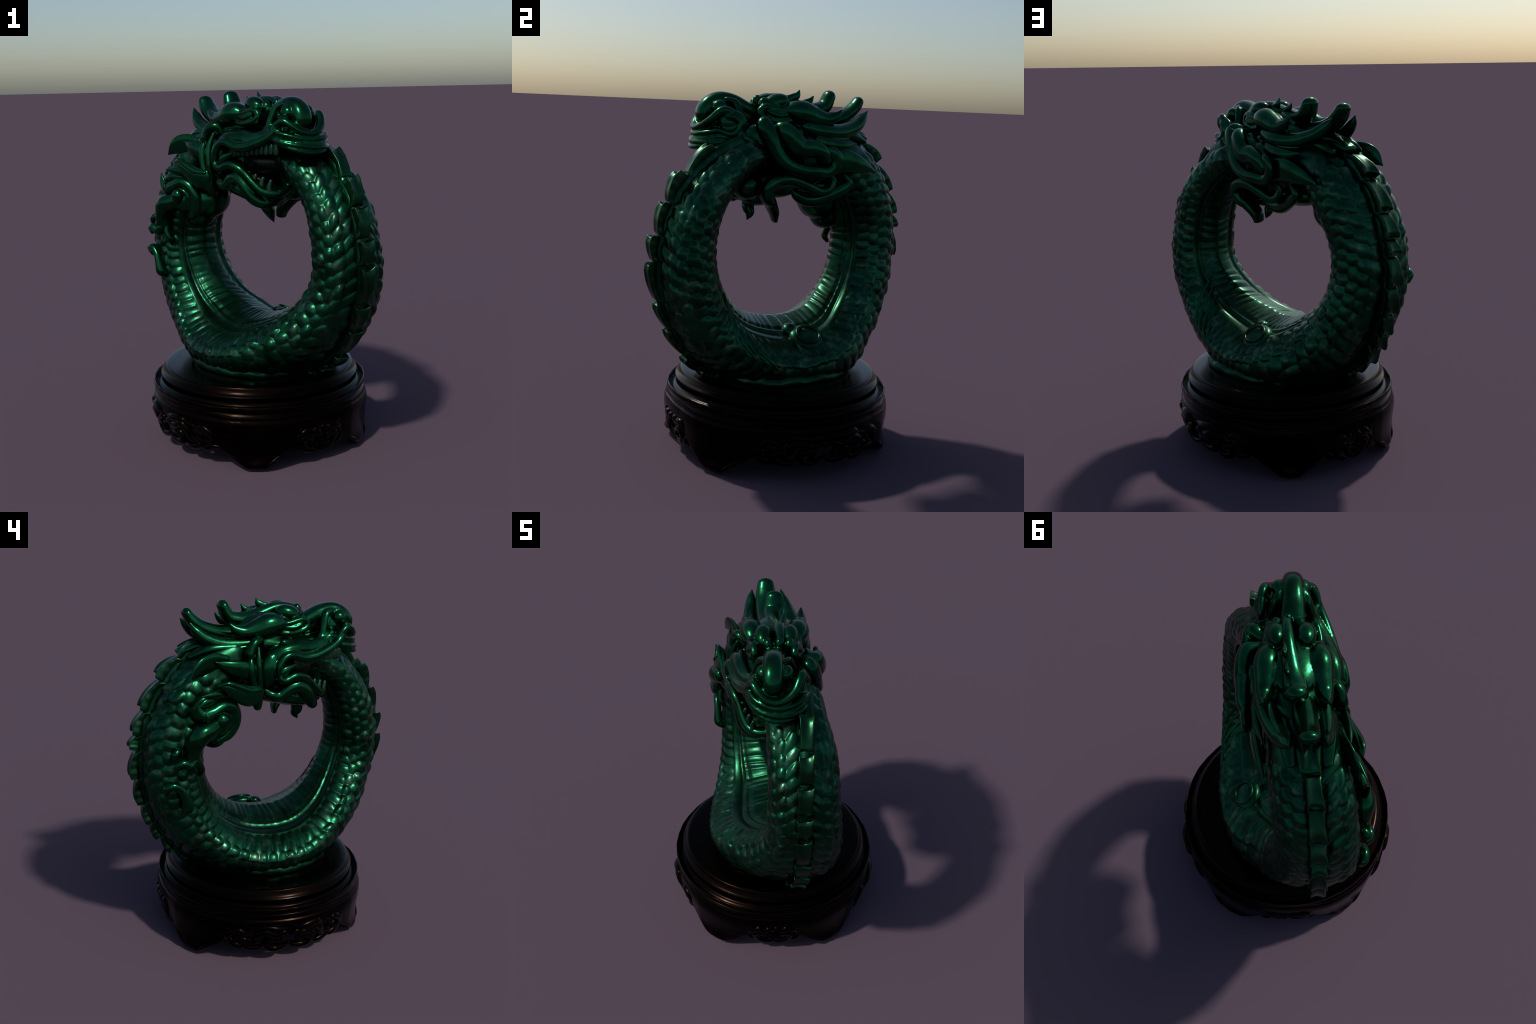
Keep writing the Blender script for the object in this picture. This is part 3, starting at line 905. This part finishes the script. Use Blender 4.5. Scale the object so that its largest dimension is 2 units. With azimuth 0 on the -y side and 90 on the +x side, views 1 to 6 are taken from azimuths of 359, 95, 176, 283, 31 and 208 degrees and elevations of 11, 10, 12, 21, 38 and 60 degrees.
# ================================================================ HIND FOOT (right flank, low): domed disc and skin folds
hind = fuse("hind_foot", [
    E((-0.055, 0.237, 0.657), (0.10, 0.09, 0.042), tilt=(-35, 0, 0)),
    E((0.015, 0.17, 0.690), (0.045, 0.05, 0.032), tilt=(-30, 0, 0)),
], JADE_BODY, dragon, voxel=0.006, smooth=3)
ring = []
for a in np.linspace(0, 2 * math.pi, 15):
    q = np.array([0.066 * math.cos(a), 0.058 * math.sin(a), 0.034]) @ np.array(Matrix.Rotation(math.radians(-35), 3, "X")).T
    ring.append(tuple(np.array([-0.055, 0.237, 0.657]) + q))
tube("claw_ring", hind, ring, [0.009] * 15, mat=JADE_BODY, seg=60, sides=12)
blob("toe", hind, (-0.05, 0.222, 0.70), (0.024, 0.024, 0.014), mat=JADE_BODY)
blob("toe", hind, (-0.02, 0.17, 0.695), (0.016, 0.045, 0.018), tilt=(-30, 0, 20))
for k in range(4):
    pts = []
    for t in np.linspace(0, 1, 8):
        ph, th = 42 - 34 * t + 8 * k, math.radians(44 + 70 * t - 5 * k)
        pts.append(body_point(ph, th, 0.0))
    lock(pts, [0.004, 0.010, 0.013, 0.013, 0.012, 0.009, 0.004], name="skin_fold", parent=hind, seg=44, sides=12)

# ================================================================ STAND
stand = collect("carved_wood_stand")
stand["label"] = "low round dark wood stand with carved scrolls and four pointed feet"
stand["category"] = "display stand"


def lathe(profile, seg=160, wobble=0.0):
    v, f = [], []
    m = len(profile)
    for i in range(seg):
        a = 2 * math.pi * i / seg
        for r, z in profile:
            k = wobble * (math.sin(a * 17 + z * 90) * 0.4 + math.sin(a * 41) * 0.3 + math.sin(a * 5 + 1) * 0.6)
            v.append(((r + k) * math.cos(a), (r + k) * math.sin(a), z + 1.5 * k))
    for i in range(seg):
        k = (i + 1) % seg
        for j in range(m - 1):
            f.append((i * m + j, k * m + j, k * m + j + 1, i * m + j + 1))
    return np.array(v), f


finish("top_plate", lathe([(0.0, 0.4465), (0.50, 0.4465), (0.53, 0.4450), (0.542, 0.4425), (0.547, 0.4390), (0.549, 0.430), (0.556, 0.415), (0.566, 0.403), (0.574, 0.398), (0.576, 0.393),
                           (0.573, 0.388), (0.567, 0.382), (0.564, 0.37), (0.566, 0.352), (0.575, 0.344), (0.600, 0.340), (0.600, 0.28), (0.0, 0.28)]), WOOD, stand, local=False)
# the collar: a thin standing band round the plate, open above and below
finish("collar", lathe([(0.600, 0.322), (0.609, 0.340), (0.611, 0.352), (0.613, 0.358), (0.616, 0.358), (0.618, 0.354), (0.619, 0.342), (0.618, 0.330), (0.613, 0.325),
                        (0.608, 0.319), (0.600, 0.322)], seg=240, wobble=0.0015), WOOD, stand, local=False)
# apron: a bulging skirt whose lower edge drops to four pointed feet
FEET = [-59 + 34, -59 - 34, -59 + 180 - 34, -59 + 180 + 34]


def foot_gap(deg):
    return min(abs((deg - f + 180) % 360 - 180) for f in FEET)


def apron_r(z, deg=None):
    r = np.interp(z, [0.0, 0.03, 0.07, 0.11, 0.16, 0.20, 0.235, 0.26, 0.28, 0.296, 0.310, 0.320, 0.326],
                  [0.606, 0.622, 0.624, 0.624, 0.628, 0.633, 0.636, 0.634, 0.631, 0.626, 0.620, 0.612, 0.604])
    r -= 0.006 * math.exp(-((z - 0.287) / 0.006) ** 2)
    if deg is not None:
        r -= 0.015 * float(np.clip((foot_gap(deg) - 12) / 14, 0, 1)) * float(np.clip((0.318 - z) / 0.02, 0, 1))
        k = float(np.clip((foot_gap(deg) - 8) / 12, 0, 1))
        r -= k * np.interp(z, [0.05, 0.10, 0.15, 0.20, 0.26], [0.034, 0.024, 0.012, 0.002, 0.0])
    return float(r)


def apron_low(deg):
    d = foot_gap(deg)
    return float(np.interp(d, [0, 2.5, 5, 9, 13, 17, 20, 22.5, 26, 60], [0.002, 0.004, 0.02, 0.062, 0.094, 0.118, 0.15, 0.195, 0.215, 0.215]))


def apron():
    seg, m = 540, 44
    v, f = [], []
    for i in range(seg):
        deg = 360 * i / seg
        a = math.radians(deg)
        low = apron_low(deg)
        toe = math.exp(-(foot_gap(deg) / 7) ** 2)
        for j in range(m):
            z = 0.326 + (low - 0.326) * j / (m - 1)
            r = apron_r(z) - 0.015 * float(np.clip((foot_gap(deg) - 12) / 14, 0, 1)) * float(np.clip((0.318 - z) / 0.02, 0, 1)) + 0.012 * toe * math.exp(-((z - 0.035) / 0.03) ** 2)
            if j == m - 1:
                r -= 0.006
            v.append((r * math.cos(a), r * math.sin(a), z))
        for j in range(m - 1, -1, -1):
            z = 0.326 + (low - 0.326) * j / (m - 1)
            r = apron_r(z) - 0.045 - 0.02 * toe
            v.append((r * math.cos(a), r * math.sin(a), z))
    mm = 2 * m
    for i in range(seg):
        k = (i + 1) % seg
        for j in range(mm):
            l = (j + 1) % mm
            f.append((i * mm + j, k * mm + j, k * mm + l, i * mm + l))
    return np.array(v), f


apron_obj = finish("apron", apron(), WOOD, stand, local=False)
finish("underside", lathe([(0.0, 0.288), (0.58, 0.298), (0.575, 0.27), (0.56, 0.26), (0.0, 0.26)], 96), WOOD, stand, local=False)


def on_apron(deg, z, out=0.0):
    r = apron_r(max(z, 0.02), deg) + out
    return (r * math.cos(math.radians(deg)), r * math.sin(math.radians(deg)), z)


finish("foot_border", merge(*[tube_geo([on_apron(fd + s * d, z, 0.001) for d, z in ((22.6, 0.225), (22.4, 0.21), (21.6, 0.185), (20.5, 0.16), (18.0, 0.13), (12.5, 0.09), (7.5, 0.055), (4, 0.024))],
                                       [0.006, 0.010, 0.011, 0.011, 0.011, 0.010, 0.010, 0.008], seg=40, sides=12) for fd in FEET for s in (-1, 1)]), WOOD, stand, local=False)


def scroll(mid, span, path, rad, out=-0.004):
    return tube_geo([on_apron(mid + span * x, 0.090 + 0.152 * y, out) for x, y in path], rad, seg=60, sides=14)


def carve(mid, half, wide):
    """Pierced scroll work between two feet; x in units of the half span, y from hem (0) to shoulder (1)."""
    if wide:
        paths = [
            [(0.0, 0.20), (0.10, 0.04), (0.24, 0.00), (0.34, 0.14), (0.34, 0.36), (0.25, 0.50), (0.16, 0.44), (0.15, 0.28), (0.22, 0.20)],
            [(0.0, 0.62), (0.08, 0.78), (0.20, 0.66), (0.28, 0.72), (0.38, 0.84), (0.48, 0.70), (0.50, 0.48), (0.58, 0.34), (0.68, 0.42), (0.74, 0.56)],
            [(0.42, 0.10), (0.50, 0.00), (0.62, 0.06), (0.70, 0.24), (0.66, 0.42), (0.56, 0.40), (0.56, 0.24)],
            [(0.56, 0.92), (0.66, 0.80), (0.76, 0.86), (0.86, 0.74), (0.92, 0.54), (0.88, 0.36), (0.79, 0.34), (0.78, 0.50), (0.84, 0.56)],
            [(0.66, 0.06), (0.78, 0.12), (0.88, 0.22), (0.97, 0.24)],
            [(0.08, 0.95), (0.22, 0.98), (0.40, 1.0), (0.52, 0.92)],
        ]
    else:
        paths = [
            [(0.0, -0.06), (0.18, -0.12), (0.42, -0.04), (0.60, 0.14), (0.66, 0.40), (0.50, 0.52), (0.34, 0.44), (0.36, 0.26), (0.50, 0.26)],
            [(0.0, 0.64), (0.14, 0.78), (0.32, 0.68), (0.50, 0.78), (0.70, 0.72), (0.86, 0.54), (0.84, 0.34)],
            [(0.0, 0.30), (0.14, 0.18), (0.26, 0.10)],
            [(0.62, 0.02), (0.80, 0.10), (0.94, 0.22), (1.02, 0.36)],
        ]
    geos = []
    for s in (-1, 1):
        for i, p in enumerate(paths):
            q = [(s * x + rng.uniform(-0.015, 0.015), y + rng.uniform(-0.03, 0.03)) for x, y in p]
            g = rng.uniform(0.9, 1.1)
            geos.append(scroll(mid, half, q, [(r * g * 1.1, r * g) for r in (0.010, 0.018, 0.023, 0.024, 0.023, 0.020, 0.015, 0.009)], rng.uniform(-0.008, 0.0)))
    return geos


for mid, half, wide in ((-59, 15, 0), (-59 + 180, 15, 0), (-59 + 90, 37, 1), (-59 - 90, 37, 1)):
    finish("scroll_carving", merge(*carve(mid, half, wide)), WOOD, stand, local=False)

bpy.context.view_layer.update()
